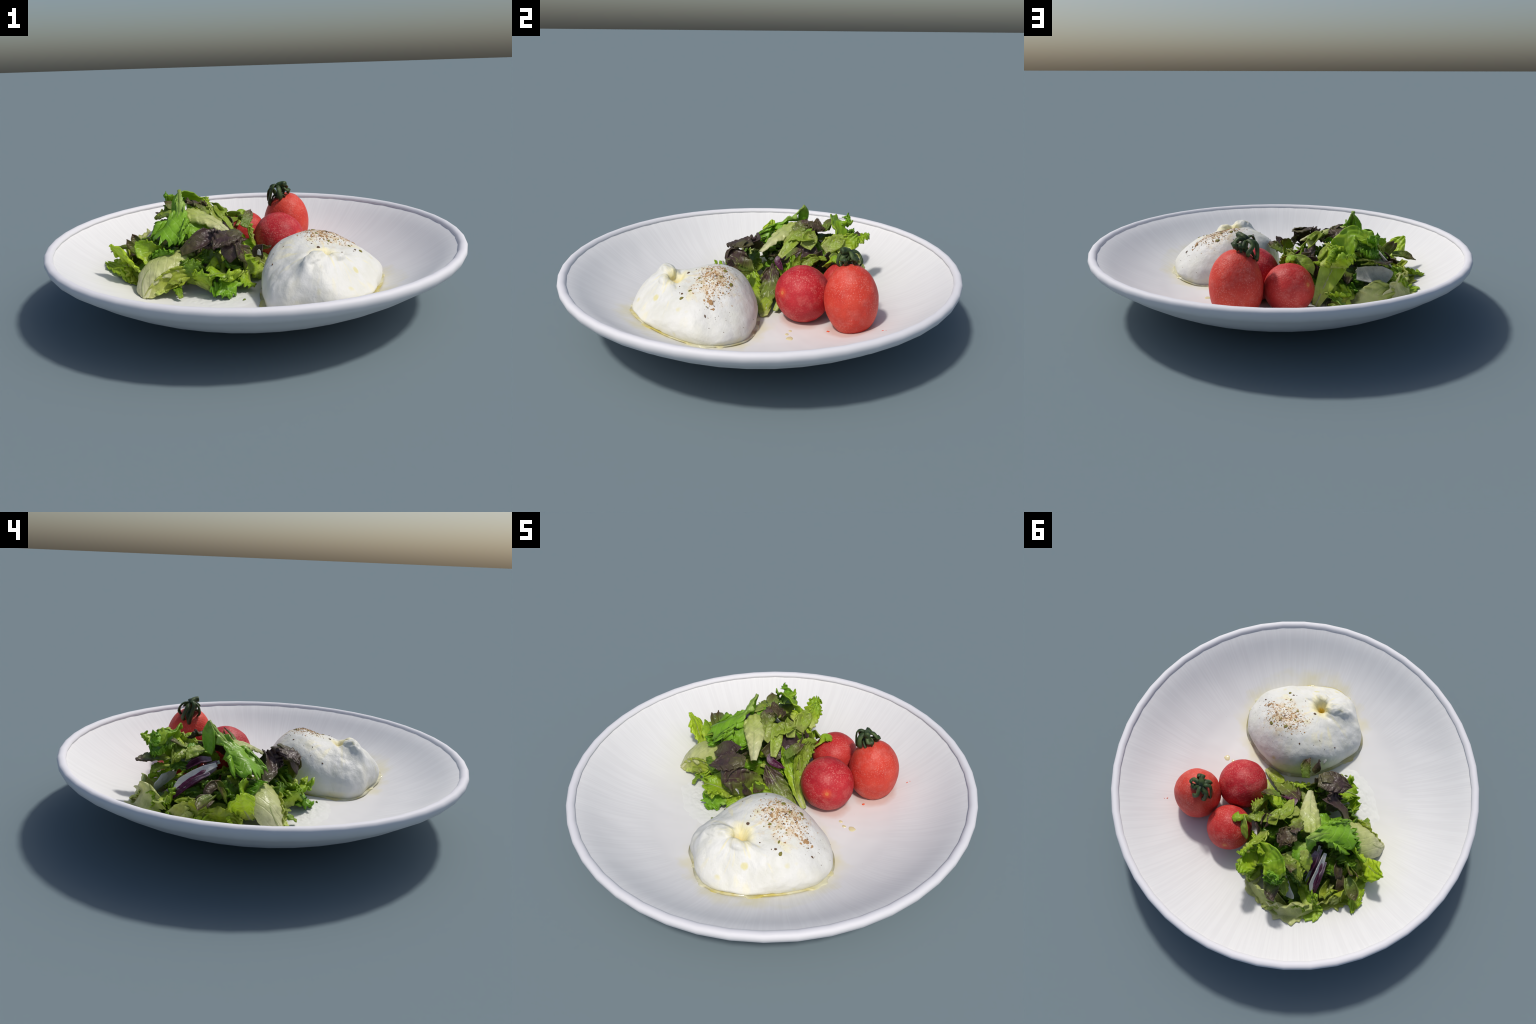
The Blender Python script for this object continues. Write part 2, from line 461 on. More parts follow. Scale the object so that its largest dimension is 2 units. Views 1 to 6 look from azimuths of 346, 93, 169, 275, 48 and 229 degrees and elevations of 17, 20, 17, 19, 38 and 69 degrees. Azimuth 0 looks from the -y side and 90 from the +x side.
flake_mesh("spice_dust", [(x, y, k * .5) for x, y, k in scatter(1.8, .95)], M_SPICE, 0.0048, 0.2, 6)
flake_mesh("herb_flakes", scatter(0.10, 1.2) + [(.326, -.114, 2.0), (.301, -.165, 2.4), (.413, -.333, 1.9), (.37, -.30, 2.2), (.28, -.27, 2.0), (.245, -.15, 2.0), (.24, -.215, 2.0)],
           M_HERB, 0.0058, 0.25, 3)

# oil film creeping out from under the cheese
def oil_material():
    n = Nodes("olive_oil")
    c = n.mix(n.ramp(n.noise(7.0, 3), [(0.46, 0.0), (0.66, 1.0)]), (0.62, 0.60, 0.42), (0.50, 0.42, 0.09))
    return n.finish(c, 0.12, 0.5)
M_OIL = oil_material()
V = []
nseg = 360
for j in range(nseg):
    a = 2 * math.pi * j / nseg
    R = outline_r(a)
    side = max(0.0, math.cos(a - 0.15)) ** 0.7
    w = -0.006 + 0.020 * max(0.0, -0.02 + side * 0.28 + 1.5 * fbm(3.0 * math.cos(a), 3.0 * math.sin(a), 4.0, 4))
    for k, (o, h) in enumerate(((-0.04, 0.006), (0.0, 0.0055), (w * 0.6, 0.0035), (w, -0.002))):
        x, y = CX + (R + o) * math.cos(a), CY + (R + o) * math.sin(a)
        V.append((x - CX, y - CY, floor_z(x, y) + h - FLOOR))
F = []
for j in range(nseg):
    q = (j + 1) % nseg
    for k in range(3):
        F.append((j * 4 + k, j * 4 + k + 1, q * 4 + k + 1, q * 4 + k))
mesh_object("oil_film", V, F, M_OIL, cheese)

def puddle(name, cx, cy, rx, ry, h, mat, parent, seed, rot=0.0, lump=0.0, nr=14, na=56, rough=0.18):
    V, F = [], []
    for i in range(nr):
        t = i / (nr - 1)
        for j in range(na):
            a = 2 * math.pi * j / na
            k = 1 + rough * fbm(1.6 * math.cos(a) + seed, 1.6 * math.sin(a), seed, 4)
            u, v = rx * k * t * math.cos(a), ry * k * t * math.sin(a)
            x = cx + u * math.cos(rot) - v * math.sin(rot)
            y = cy + u * math.sin(rot) + v * math.cos(rot)
            z = floor_z(x, y) + h * (1 - t ** 4) - 0.002 * t ** 4
            if lump:
                z += lump * (1 - t ** 3) * (fbm(x * 22, y * 22, seed) + 0.6 * fbm(x * 55, y * 55, seed + 2))
            V.append((x, y, z))
    F = grid_faces(nr, na, wrap=True)
    return mesh_object(name, V, F, mat, parent)

def drop_material():
    n = Nodes("oil_drop_yellow")
    return n.finish(n.mix(n.noise(20.0), (0.64, 0.57, 0.28), (0.66, 0.60, 0.38)), 0.15, 0.5)
M_DROP = drop_material()
puddle("oil_drop", .41, .164, .022, .019, .0025, M_DROP, plate, 3.0, nr=6, na=28)
puddle("oil_drop", .37, .150, .014, .010, .0022, M_DROP, plate, 5.0, nr=6, na=28)
puddle("oil_drop", .335, .165, .013, .010, .0022, M_DROP, plate, 8.0, nr=6, na=28)
def cream_material():
    n = Nodes("thin_cream")
    return n.finish(n.mix(n.noise(14.0, 4), (0.68, 0.69, 0.65), (0.74, 0.74, 0.73)), 0.5, 0.25)
cream = empty("cream_puddle", "thin lumpy puddle of white cream on the plate", "cream", (0, 0, 0))
puddle("cream_sheet", -.26, -.235, .24, .12, .003, cream_material(), cream, 4.0, rot=-.25, lump=.0018, nr=44, na=120)
flake_mesh("herb_crumb", [(-.136, -.286, 1.6)], crumb_material("green_crumb", (.10, .16, .02), (.16, .2, .03)), 0.007, 0.4, 9,
           parent=cream, surf=lambda x, y: floor_z(x, y) + .004, origin=(0, 0, 0))
seed_m = crumb_material("tomato_pulp", (0.72, 0.12, 0.05), (0.6, 0.08, 0.03))
ts = flake_mesh("tomato_crumb", [(.332, .344, 1.5), (.422, .587, 1.0), (.43, .60, .8)], seed_m, 0.007, 0.3, 10, parent=plate, surf=floor_z, origin=(0, 0, 0))

# ------------------------------------------------------------------ tomatoes
def tomato_material(name, a, b, low, spots):
    n = Nodes(name)
    col = n.mix(n.ramp(n.noise(6.0, 3), [(0.3, 0.0), (0.7, 1.0)]), a, b)
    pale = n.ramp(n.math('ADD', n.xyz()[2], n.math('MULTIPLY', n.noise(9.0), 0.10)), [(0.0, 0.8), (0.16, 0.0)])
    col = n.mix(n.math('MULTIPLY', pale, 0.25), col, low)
    grain = n.ramp(n.voronoi(115.0), [(0.10, 1.0), (0.42, 0.0)])
    col = n.mix(n.math('MULTIPLY', grain, n.ramp(n.noise(9.0, 3), [(0.40, 0.10), (0.62, 0.60)])), col, (0.78, 0.28, 0.23))
    dust = n.ramp(n.noise(17.0, 5, .7), [(0.48, 0.0), (0.66, 0.30)])
    col = n.mix(dust, col, (0.70, 0.22, 0.18))
    dark = n.ramp(n.noise(11.0, 4, .6), [(0.36, 0.28), (0.54, 0.0)])
    col = n.mix(dark, col, tuple(c * 0.62 for c in a))
    for p, r in spots:
        m = n.ramp(n.math('ADD', n.dist(p), n.math('MULTIPLY', n.noise(60.0), 0.006)), [(r * 0.85, 1.0), (r * 1.25, 0.0)])
        col = n.mix(m, col, n.mix(n.ramp(n.noise(160.0, 2), [(0.4, 0.0), (0.6, 1.0)]), (0.66, 0.30, 0.09), (0.50, 0.20, 0.06)))
        halo = n.ramp(n.dist(p), [(r * 1.2, 0.4), (r * 2.4, 0.0)])
        col = n.mix(halo, col, (0.72, 0.10, 0.03))
    n.bump(n.math('ADD', n.noise(40.0, 4), n.math('MULTIPLY', n.voronoi(115.0), 0.8)), 0.22, 0.006)
    return n.finish(col, 0.50, 0.28)

def tomato(label, centre, rx, rz, lean, mats, dent=0.0, seed=0.0, wrinkle=0.0):
    ob = empty("tomato", label, "tomato", (centre[0], centre[1], centre[2] - rz))
    nu, nv = 56, 80
    V = []
    for i in range(nu):
        t = math.pi * i / (nu - 1)
        for j in range(nv):
            a = 2 * math.pi * j / nv
            st, ct = math.sin(t), math.cos(t)
            k = 1 + 0.02 * fbm(st * math.cos(a) * 1.6 + seed, st * math.sin(a) * 1.6, ct * 1.6)
            k += wrinkle * max(0, -ct) * math.sin(ct * 40 + 3 * fbm(math.cos(a), math.sin(a), seed))
            x, y, z = rx * st * math.cos(a) * k, rx * st * math.sin(a) * k, rz * ct * k
            z -= dent * math.exp(-(t / 0.28) ** 2)
            V.append((x + lean[0] * z, y + lean[1] * z, z + rz))
    mesh_object("skin", V, grid_faces(nu, nv, wrap=True), mats, ob)
    return ob

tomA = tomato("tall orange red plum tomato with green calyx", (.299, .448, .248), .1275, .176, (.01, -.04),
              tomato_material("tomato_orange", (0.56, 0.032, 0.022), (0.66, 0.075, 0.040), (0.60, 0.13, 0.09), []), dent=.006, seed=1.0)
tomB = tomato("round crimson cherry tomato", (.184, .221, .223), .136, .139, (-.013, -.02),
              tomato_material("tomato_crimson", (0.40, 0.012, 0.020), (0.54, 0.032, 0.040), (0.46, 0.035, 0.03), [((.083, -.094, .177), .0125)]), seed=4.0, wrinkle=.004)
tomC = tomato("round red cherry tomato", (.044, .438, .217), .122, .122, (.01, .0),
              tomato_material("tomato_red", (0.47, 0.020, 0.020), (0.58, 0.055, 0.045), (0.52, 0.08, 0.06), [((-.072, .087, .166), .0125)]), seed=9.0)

# crumbs of pepper on the tomatoes
def on_ball(c, rx, rz):
    return lambda x, y: c[2] + rz * math.sqrt(max(1 - ((x - c[0]) ** 2 + (y - c[1]) ** 2) / rx ** 2, 0.02))
rnd = random.Random(21)
for ob, c, rx, rz, spots in ((tomA, (.300, .447, .250), .130, .171, [(rnd.gauss(.245, .03), rnd.gauss(.40, .03), rnd.uniform(.6, 1.2)) for _ in range(20)]),
                             (tomB, (.184, .221, .223), .1335, .1375, [(rnd.gauss(.14, .03), rnd.gauss(.17, .03), rnd.uniform(.6, 1.2)) for _ in range(11)])):
    spots = [s for s in spots if math.hypot(s[0] - c[0], s[1] - c[1]) < rx * .85]
    flake_mesh("pepper_flakes", spots, M_SPICE if ob is tomA else M_PEPPER, 0.0045, 0.3, 31, parent=ob, surf=on_ball(c, rx, rz), origin=tuple(ob.location))

def tube(name, path, radius, mat, parent, flat=1.0, nseg=8, n=18):
    """tapered tube; path rows hold x y z, radius is a list along the path"""
    C = catmull(path, n)
    R = np.interp(np.linspace(0, 1, n), np.linspace(0, 1, len(radius)), radius)
    V = []
    prev = Vector((0.3, 0.2, 1)).normalized()
    for i in range(n):
        t = Vector(C[min(i + 1, n - 1)] - C[max(i - 1, 0)]).normalized()
        s = (prev - t * prev.dot(t)).normalized()
        prev = s
        b = t.cross(s)
        for j in range(nseg):
            a = 2 * math.pi * j / nseg
            V.append(Vector(C[i]) + s * (R[i] * math.cos(a) * flat) + b * (R[i] * math.sin(a)))
    F = grid_faces(n, nseg, wrap=True)
    F.append(tuple(range(nseg))[::-1])
    F.append(tuple((n - 1) * nseg + j for j in range(nseg)))
    return mesh_object(name, V, F, mat, parent)

def calyx_material():
    n = Nodes("calyx_green")
    c = n.mix(n.ramp(n.noise(40.0, 3), [(0.35, 0.0), (0.7, 1.0)]), (0.018, 0.035, 0.016), (0.07, 0.11, 0.03))
    n.bump(n.noise(70.0, 3), 0.3, 0.006)
    return n.finish(c, 0.5, 0.3)
M_CALYX = calyx_material()
HUBX, HUBY, HUBZ = -.050, -.018, .403
def fruit_z(x, y):
    z = .176
    for _ in range(4):
        h = z
        z = .176 * math.sqrt(max(1 - ((x - .01 * h) ** 2 + (y + .04 * h) ** 2) / .1275 ** 2, 0.04))
    return .176 + z
crown = tube("calyx", [(HUBX, HUBY, fruit_z(HUBX, HUBY) - .01), (HUBX + .004, HUBY, HUBZ - .04), (HUBX, HUBY, HUBZ - .008)], [.022, .013, .015], M_CALYX, tomA, n=8)
tube("stem", [(HUBX - .012, HUBY, HUBZ - .018), (HUBX, HUBY - .004, HUBZ - .004), (HUBX + .018, HUBY - .020, HUBZ + .006), (HUBX + .028, HUBY - .038, HUBZ + .008)], [.013, .017, .015, .015], M_CALYX, crown, n=12)
for ang, reach, wid, rise, end in ((15, .060, .014, .002, .72), (62, .046, .013, -.014, .8), (118, .062, .013, -.006, .85), (168, .058, .014, -.014, .70), (212, .056, .011, .004, .85), (258, .050, .016, -.008, .75), (316, .058, .014, -.012, .9), (345, .032, .010, -.02, .9)):
    a = math.radians(ang)
    b = a + 0.45 * math.sin(ang)
    h = HUBZ + rise
    at = lambda r_, q: (HUBX + r_ * math.cos(q), HUBY + r_ * math.sin(q))
    e, m = at(reach * end, b), at(reach * 1.02, b)
    reach *= .92
    path = [(HUBX, HUBY, HUBZ - .010), (*at(reach * .55, a), h), (*at(reach, a), h - .018), (*m, max(fruit_z(*m), HUBZ - .13) + .030), (*e, max(fruit_z(*e), HUBZ - .13) + .002)]
    tube("sepal", path, [wid * .8, wid, wid * .9, wid, wid * .6], M_CALYX, crown, flat=0.45, nseg=6, n=13)
for ang in (40, 160, 290):                                   # low curled tips hugging the fruit
    a = math.radians(ang)
    e = (HUBX + .050 * math.cos(a + .3), HUBY + .050 * math.sin(a + .3))
    m = (HUBX + .028 * math.cos(a), HUBY + .028 * math.sin(a))
    tube("sepal", [(HUBX, HUBY, HUBZ - .06), (*m, fruit_z(*m) + .020), (*e, fruit_z(*e) + .003)], [.015, .014, .006], M_CALYX, crown, flat=0.4, nseg=6, n=10)

# ------------------------------------------------------------------ salad leaves
def leaf_material(name, base, mid, tip, blotch, blotch_amt, vein, rough=0.36, grad=(0.05, 0.45, 0.9), seed=0.0, edge=None):
    n = Nodes(name)
    x, y, z = n.xyz()
    rnd_ = n.new("ShaderNodeObjectInfo").outputs["Random"]
    shift = n.combine(n.math('MULTIPLY', rnd_, 37.0), n.math('MULTIPLY', rnd_, 17.0), seed)
    v = n.new("ShaderNodeVectorMath", operation='ADD')
    n.t.links.new(n.obj, v.inputs[0]); n.t.links.new(shift, v.inputs[1])
    vec = v.outputs[0]
    pos = n.math('ADD', x, n.math('MULTIPLY', n.math('SUBTRACT', n.noise(2.6, 3, .6, vec), 0.5), 0.6))
    col = n.ramp(pos, [(grad[0], base), (grad[1], mid), (grad[2], tip)])
    col = n.mix(n.math('MULTIPLY', n.ramp(n.noise(3.6, 4, .6, vec), [(0.46, 0.0), (0.64, 1.0)]), blotch_amt), col, blotch)
    # side veins slant away from the midrib
    ay = n.math('ABSOLUTE', y)
    ph = n.math('ADD', n.math('MULTIPLY', n.math('SUBTRACT', x, n.math('MULTIPLY', ay, 1.1)), 21.0), n.math('MULTIPLY', n.noise(2.5, 2, .5, vec), 5.0))
    line = n.math('POWER', n.math('ABSOLUTE', n.math('SINE', ph)), 30.0)
    line = n.math('MULTIPLY', line, n.ramp(ay, [(0.30, 1.0), (0.55, 0.25)]))
    web = n.ramp(n.voronoi(13.0, vec, 'DISTANCE_TO_EDGE'), [(0.0, 1.0), (0.035, 0.0)])
    veins = n.math('MAXIMUM', n.math('MULTIPLY', line, 0.8), n.math('MULTIPLY', web, n.ramp(n.noise(4.0, 2, .5, vec), [(0.40, 0.0), (0.65, 0.6)])))
    col = n.mix(n.math('MULTIPLY', veins, 0.30), col, vein)
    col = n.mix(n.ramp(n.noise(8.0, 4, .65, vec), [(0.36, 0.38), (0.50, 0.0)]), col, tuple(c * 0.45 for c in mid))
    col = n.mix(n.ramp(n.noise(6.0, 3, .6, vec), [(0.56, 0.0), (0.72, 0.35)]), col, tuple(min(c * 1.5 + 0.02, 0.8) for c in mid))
    n.bump(n.math('ADD', n.noise(7.0, 3, .55, vec), n.math('MULTIPLY', veins, -0.30)), 0.28, 0.02)
    n.finish(col, rough, 0.45)
    tr = n.new("ShaderNodeBsdfTranslucent")
    n.t.links.new(n.mix(0.5, col, tuple(min(1, c * 1.6) for c in mid)), tr.inputs[0])
    mx = n.new("ShaderNodeMixShader")
    mx.inputs[0].default_value = 0.33
    n.t.links.new(n.bsdf.outputs[0], mx.inputs[1]); n.t.links.new(tr.outputs[0], mx.inputs[2])
    n.t.links.new(mx.outputs[0], n.out.inputs[0])
    return n.mat

MATS = {  # greens lightened in the colour itself, to brighten the heap's shaded sides
    "bright": leaf_material("leaf_bright_green", (.44, .60, .14), (.27, .52, .030), (.22, .47, .022), (.13, .33, .014), .45, (.38, .58, .12)),
    "fresh": leaf_material("leaf_fresh_green", (.62, .68, .22), (.40, .57, .028), (.28, .48, .020), (.54, .67, .045), .5, (.34, .50, .10)),
    "lime": leaf_material("leaf_lime", (.62, .70, .16), (.50, .66, .035), (.46, .65, .025), (.32, .52, .02), .35, (.62, .70, .22)),
    "pale": leaf_material("leaf_pale", (.74, .73, .48), (.60, .64, .27), (.44, .54, .10), (.62, .63, .24), .4, (.66, .68, .36)),
    "dark": leaf_material("leaf_dark_green", (.30, .40, .03), (.15, .29, .012), (.11, .24, .012), (.26, .40, .02), .5, (.15, .26, .05)),
    "olive": leaf_material("leaf_olive", (.42, .50, .11), (.35, .49, .04), (.28, .38, .035), (.17, .13, .045), .38, (.36, .38, .14)),
    "purple": leaf_material("leaf_purple", (.14, .13, .05), (.092, .056, .054), (.080, .045, .048), (.13, .13, .04), .45, (.15, .10, .10)),
    "redgreen": leaf_material("leaf_red_green", (.34, .44, .06), (.20, .27, .035), (.090, .052, .048), (.12, .075, .045), .45, (.34, .38, .12), grad=(.15, .50, .72)),
    "brown": leaf_material("leaf_brown", (.16, .14, .05), (.115, .075, .045), (.10, .065, .05), (.15, .14, .05), .5, (.22, .17, .11)),
    "browntip": leaf_material("leaf_brown_tip", (.20, .32, .04), (.20, .26, .04), (.11, .055, .035), (.12, .10, .03), .4, (.32, .36, .12), grad=(.2, .5, .85)),
    "yolk": leaf_material("leaf_yellow_olive", (.62, .63, .28), (.40, .48, .04), (.33, .45, .03), (.50, .55, .09), .5, (.45, .48, .14)),
    "white": leaf_material("leaf_white_rib", (.74, .74, .73), (.70, .70, .69), (.66, .66, .60), (.58, .59, .54), .4, (.74, .74, .74)),  # whites raised so the sheet lying in shadow looks less grey
    "wine": leaf_material("leaf_wine", (.40, .30, .36), (.115, .014, .060), (.10, .012, .05), (.07, .008, .03), .4, (.30, .12, .22)),
}
M_RIB_PALE = leaf_material("rib_pale", (.62, .64, .38), (.42, .50, .16), (.30, .42, .08), (.5, .52, .22), .3, (.6, .62, .3))
M_RIB_GREEN = leaf_material("rib_green", (.34, .46, .10), (.20, .36, .04), (.13, .30, .02), (.24, .38, .05), .3, (.3, .45, .1))

salad = empty("mixed_salad", "heap of mixed green, purple and brown salad leaves", "salad", (-.30, .20, FLOOR))
SAL = Vector(salad.location)
CORE = Vector((-.28, .20, .12))

def leaf(kind, rows, up=None, cup=0.0, ruffle=0.0, rf=5.0, teeth=0.0, tf=4.0, round_end=0.25, rib=None, thick=0.005, nu=46, nv=25, crinkle=0.004, seed=0, name="leaf", curl=0.0, fold=0.0):
    """one leaf: rows are stations along the midrib (x, y, z, half width);
    up = side the upper face looks to; cup bends the edges up; ruffle waves the margin; teeth cut it"""
    rnd = random.Random(seed * 7 + 3)
    C = catmull(rows, 120)
    P0 = np.array(C[:, :3]); Wd = np.maximum(C[:, 3], 0.002)
    if up is None:
        mid = Vector(P0[len(P0) // 2])
        up = (mid - CORE)
        up = (up.normalized() * 0.6 + Vector((0, 0, 0.7)))
    ups = [Vector(u).normalized() for u in up] if isinstance(up[0], (tuple, list)) else [Vector(up).normalized()]
    def at(s):
        k = min(max(s, 0), 1) * 119
        i = min(int(k), 118); u = k - i
        p = Vector(P0[i] * (1 - u) + P0[i + 1] * u)
        j0, j1 = max(i - 2, 0), min(i + 3, 119)
        t = Vector(P0[j1] - P0[j0]).normalized()
        w = Wd[i] * (1 - u) + Wd[i + 1] * u
        q = min(max(s, 0), 1) * (len(ups) - 1)
        a = min(int(q), max(len(ups) - 2, 0)); f = q - a
        n = ups[a] if len(ups) == 1 else ups[a].lerp(ups[a + 1], f)
        n = (n - t * n.dot(t)).normalized()
        return p, t, n, w
    ph, ph2 = rnd.uniform(0, 6), rnd.uniform(0, 6)
    roll = rnd.uniform(-.35, .35)
    V = []
    for i in range(nu):
        s = i / (nu - 1)
        for j in range(nv):
            v = j / (nv - 1) * 2 - 1
            s2 = s * (1 - round_end * v * v)
            if teeth:
                e = abs(((v * tf * 0.55 + ph) % 1.0) * 2 - 1) * (0.55 + 0.9 * abs(noise.noise(Vector((v * 2.3, seed * 1.7, 0.5)))))
                e += 0.45 * abs(((v * tf * 1.7 + ph2) % 1.0) * 2 - 1)
                s2 *= 1 - teeth * 0.50 * s ** 3 * e
            p, t, n, w = at(s2)
            b = n.cross(t)
            vv = v
            if teeth:
                sg = 1 if v > 0 else -1
                fr = (s * tf + ph + sg * 0.3 + 0.5 * noise.noise(Vector((s * 2.5, sg * 3.0 + seed, 0.2)))) % 1.0
                e = 1 - (fr / 0.68 if fr < 0.68 else (1 - fr) / 0.32)
                e *= 0.6 + 0.9 * abs(noise.noise(Vector((s * 3.1, sg * 5.0 - seed, 0.7))))
                vv = v * (1 - teeth * 1.15 * abs(v) ** 1.6 * e * min(1, s * 4))
            off = cup * w * vv * vv + fold * w * abs(vv) + roll * w * abs(v) ** 5
            off += ruffle * abs(v) ** 2.2 * (math.sin(s * rf * 6.28 + ph + (1.7 if v > 0 else 0)) + 0.5 * math.sin(s * rf * 13.1 + ph2 + v)) * min(1, s * 2.5)
            off += ruffle * 0.9 * s ** 4 * math.sin(v * rf * 2.6 + ph2)
            lat = vv * w
            if curl:
                ang = curl * vv
                lat = w * math.sin(ang) / max(abs(curl), 1e-3) if abs(curl) > 1e-3 else lat
                off += w * (1 - math.cos(ang)) / curl
            q = p + b * lat + n * off
            c = crinkle * 1.5 * fbm(q.x * 12 + seed, q.y * 12, q.z * 12)
            c += crinkle * 0.35 * fbm(q.x * 45, q.y * 45 + seed, q.z * 45)
            q = q + n * c
            q.z = max(q.z, floor_z(q.x, q.y) + 0.005 + 0.004 * abs(v))
            V.append(q)
    # local frame: x from base to tip with unit length, so Object coordinates run along the leaf
    base, end = Vector(P0[0]), Vector(P0[-1])
    ax = end - base
    L = max(ax.length, 0.03); ax.normalize()
    az = ups[len(ups) // 2]
    az = (az - ax * az.dot(ax)).normalized(); ay = az.cross(ax)
    M = Matrix(((ax.x * L, ay.x * L, az.x * L, base.x - SAL.x), (ax.y * L, ay.y * L, az.y * L, base.y - SAL.y), (ax.z * L, ay.z * L, az.z * L, base.z - SAL.z), (0, 0, 0, 1)))
    Mi = M.inverted()
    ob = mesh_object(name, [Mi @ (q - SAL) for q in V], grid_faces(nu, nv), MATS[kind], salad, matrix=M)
    so = ob.modifiers.new("thickness", 'SOLIDIFY')
    so.thickness = thick / L
    so.offset = 0.0
    if rib:
        rv, m, seg = [], 18, 6
        for i in range(m):
            s = i / (m - 1) * 0.86
            p, t, n, w = at(s)
            b = n.cross(t)
            rr = rib * (1 - 0.8 * s)
            c = crinkle * 1.5 * fbm(p.x * 12 + seed, p.y * 12, p.z * 12)
            for j in range(seg):
                a = 2 * math.pi * j / seg
                rv.append(Mi @ (p - SAL + n * (rr * 0.75 * math.sin(a) + c) + b * (rr * 1.25 * math.cos(a))))
        rf_ = grid_faces(m, seg, wrap=True)
        rf_.append(tuple(range(seg))[::-1]); rf_.append(tuple((m - 1) * seg + j for j in range(seg)))
        r = mesh_object("midrib", rv, rf_, M_RIB_PALE if kind in ("pale", "lime", "yolk", "olive", "redgreen", "fresh") else M_RIB_GREEN, ob)
    return ob

#LEAVES_BEGIN
_k = [0]
def L(kind, rows, **kw):
    _k[0] += 1
    kw.setdefault("seed", _k[0])
    return leaf(kind, rows, **kw)

# the big frilled green leaf on top and its folded stalk end
L("bright", [(-.336, .221, .529, .004), (-.343, .180, .478, .022), (-.358, .125, .435, .046), (-.395, .065, .398, .095), (-.450, .008, .350, .158), (-.485, -.022, .298, .140)],
  up=(-.28, -.35, .88), cup=-.38, ruffle=.018, rf=3.0, teeth=.42, tf=9.0, rib=.008, round_end=.30)
L("bright", [(-.330, .225, .525, .003), (-.350, .222, .475, .026), (-.362, .215, .42, .024), (-.365, .205, .375, .010)], up=(-1, -.1, .25), cup=.2)
L("bright", [(-.31, .13, .39, .03), (-.295, .06, .355, .075), (-.305, -.005, .29, .07)], up=(.15, -.5, .8), ruffle=.016, teeth=.55, rf=3)
# pale romaine piece at the lower right
L("pale", [(-.577, -.155, .100, .016), (-.573, -.106, .174, .066), (-.518, -.072, .234, .092), (-.412, -.056, .262, .086), (-.300, -.055, .246, .062)],
  up=(-.55, -.40, .70), teeth=.25, tf=2.6, round_end=.12, cup=-.40, ruffle=.004, rib=.007, crinkle=.003)
L("yolk", [(-.575, -.150, .100, .012), (-.50, -.130, .155, .035), (-.42, -.115, .185, .045), (-.34, -.10, .19, .04)], up=(-.2, -.9, .2), cup=.3, ruffle=.006)
# pale piece lying in the middle
L("pale", [(-.120, -.007, .327, .014), (-.180, .055, .378, .038), (-.245, .115, .415, .058), (-.310, .175, .432, .062)], up=(.15, -.30, .95), cup=-.12, ruffle=.005, rib=.006, round_end=.15)
# purple leaves
L("purple", [(-.115, -.085, .372, .024), (-.150, -.140, .352, .044), (-.168, -.172, .300, .046), (-.172, -.178, .245, .024)], up=(-.35, -.9, .35), cup=-.30, crinkle=.005)
L("purple", [(-.380, -.040, .276, .018), (-.320, -.055, .312, .036), (-.250, -.040, .345, .042), (-.205, -.015, .375, .010)], up=(-.2, -.75, .6), cup=.12, crinkle=.006)
L("purple", [(-.110, -.070, .355, .035), (-.160, -.115, .362, .062), (-.210, -.155, .345, .050), (-.252, -.190, .322, .006)], up=(-.1, -.2, .95), cup=.15, crinkle=.006, ruffle=.006)
L("purple", [(-.26, -.01, .30, .03), (-.23, -.07, .33, .05), (-.20, -.11, .33, .03)], up=(-.4, -.5, .7), cup=.2, crinkle=.008, ruffle=.01)
L("redgreen", [(-.085, -.020, .115, .035), (-.082, -.070, .195, .062), (-.094, -.120, .262, .075), (-.122, -.150, .320, .062), (-.150, -.145, .350, .030)], up=(.80, -.40, .40), cup=-.15, ruffle=.010, rf=2.5, rib=.006, teeth=.15)
L("purple", [(-.020, -.120, .24, .02), (-.022, -.150, .285, .026), (-.012, -.170, .315, .004)], up=(-.3, -.8, .5), cup=.3)
L("white", [(-.032, -.185, .272, .010), (-.036, -.198, .303, .006)], up=(-.5, -.7, .5), thick=.004, nu=8, nv=7)
L("browntip", [(-.03, -.06, .25, .02), (.015, -.105, .275, .030), (.035, -.150, .295, .004)], up=(.3, .2, .9), cup=.2, teeth=.2)
# frilly dark green under the purple, near the cheese
L("fresh", [(-.120, -.095, .130, .035), (-.175, -.145, .175, .075), (-.240, -.195, .205, .090), (-.300, -.228, .205, .060)], up=(-.55, -.50, .65), ruffle=.022, rf=3.0, teeth=.4, tf=7, rib=.006, cup=.15)
L("bright", [(-.13, -.12, .15, .04), (-.19, -.20, .150, .060), (-.24, -.235, .13, .06), (-.26, -.255, .105, .04)], up=(-.5, -.7, .4), ruffle=.02, rf=3.5, teeth=.4)
L("bright", [(-.17, -.14, .15, .03), (-.20, -.215, .13, .045), (-.213, -.248, .104, .04)], up=(.1, -.9, .5), ruffle=.015, rf=3, teeth=.4)
L("fresh", [(-.30, -.13, .12, .04), (-.31, -.18, .18, .06), (-.315, -.20, .235, .04)], up=(-.5, -.75, .2), ruffle=.015, rf=3, teeth=.35)
L("fresh", [(-.06, -.10, .12, .03), (-.09, -.16, .15, .05), (-.12, -.215, .13, .05)], up=(.1, -.85, .5), ruffle=.010, teeth=.3, cup=.2)
L("dark", [(-.36, -.10, .14, .05), (-.35, -.12, .21, .07), (-.33, -.11, .27, .05)], up=(-.3, -.9, .2), ruffle=.012, teeth=.3)
# lime leaf sticking out on the left
L("lime", [(-.545, .000, .155, .022), (-.595, .015, .205, .034), (-.655, .030, .275, .058), (-.705, .030, .330, .030)], up=(-.30, .25, .85), cup=.22, ruffle=.006, rib=.006, round_end=.3)
L("lime", [(-.53, .03, .12, .03), (-.60, .06, .14, .045), (-.66, .08, .20, .03)], up=(-.3, -.4, .8), cup=.25, ruffle=.008)
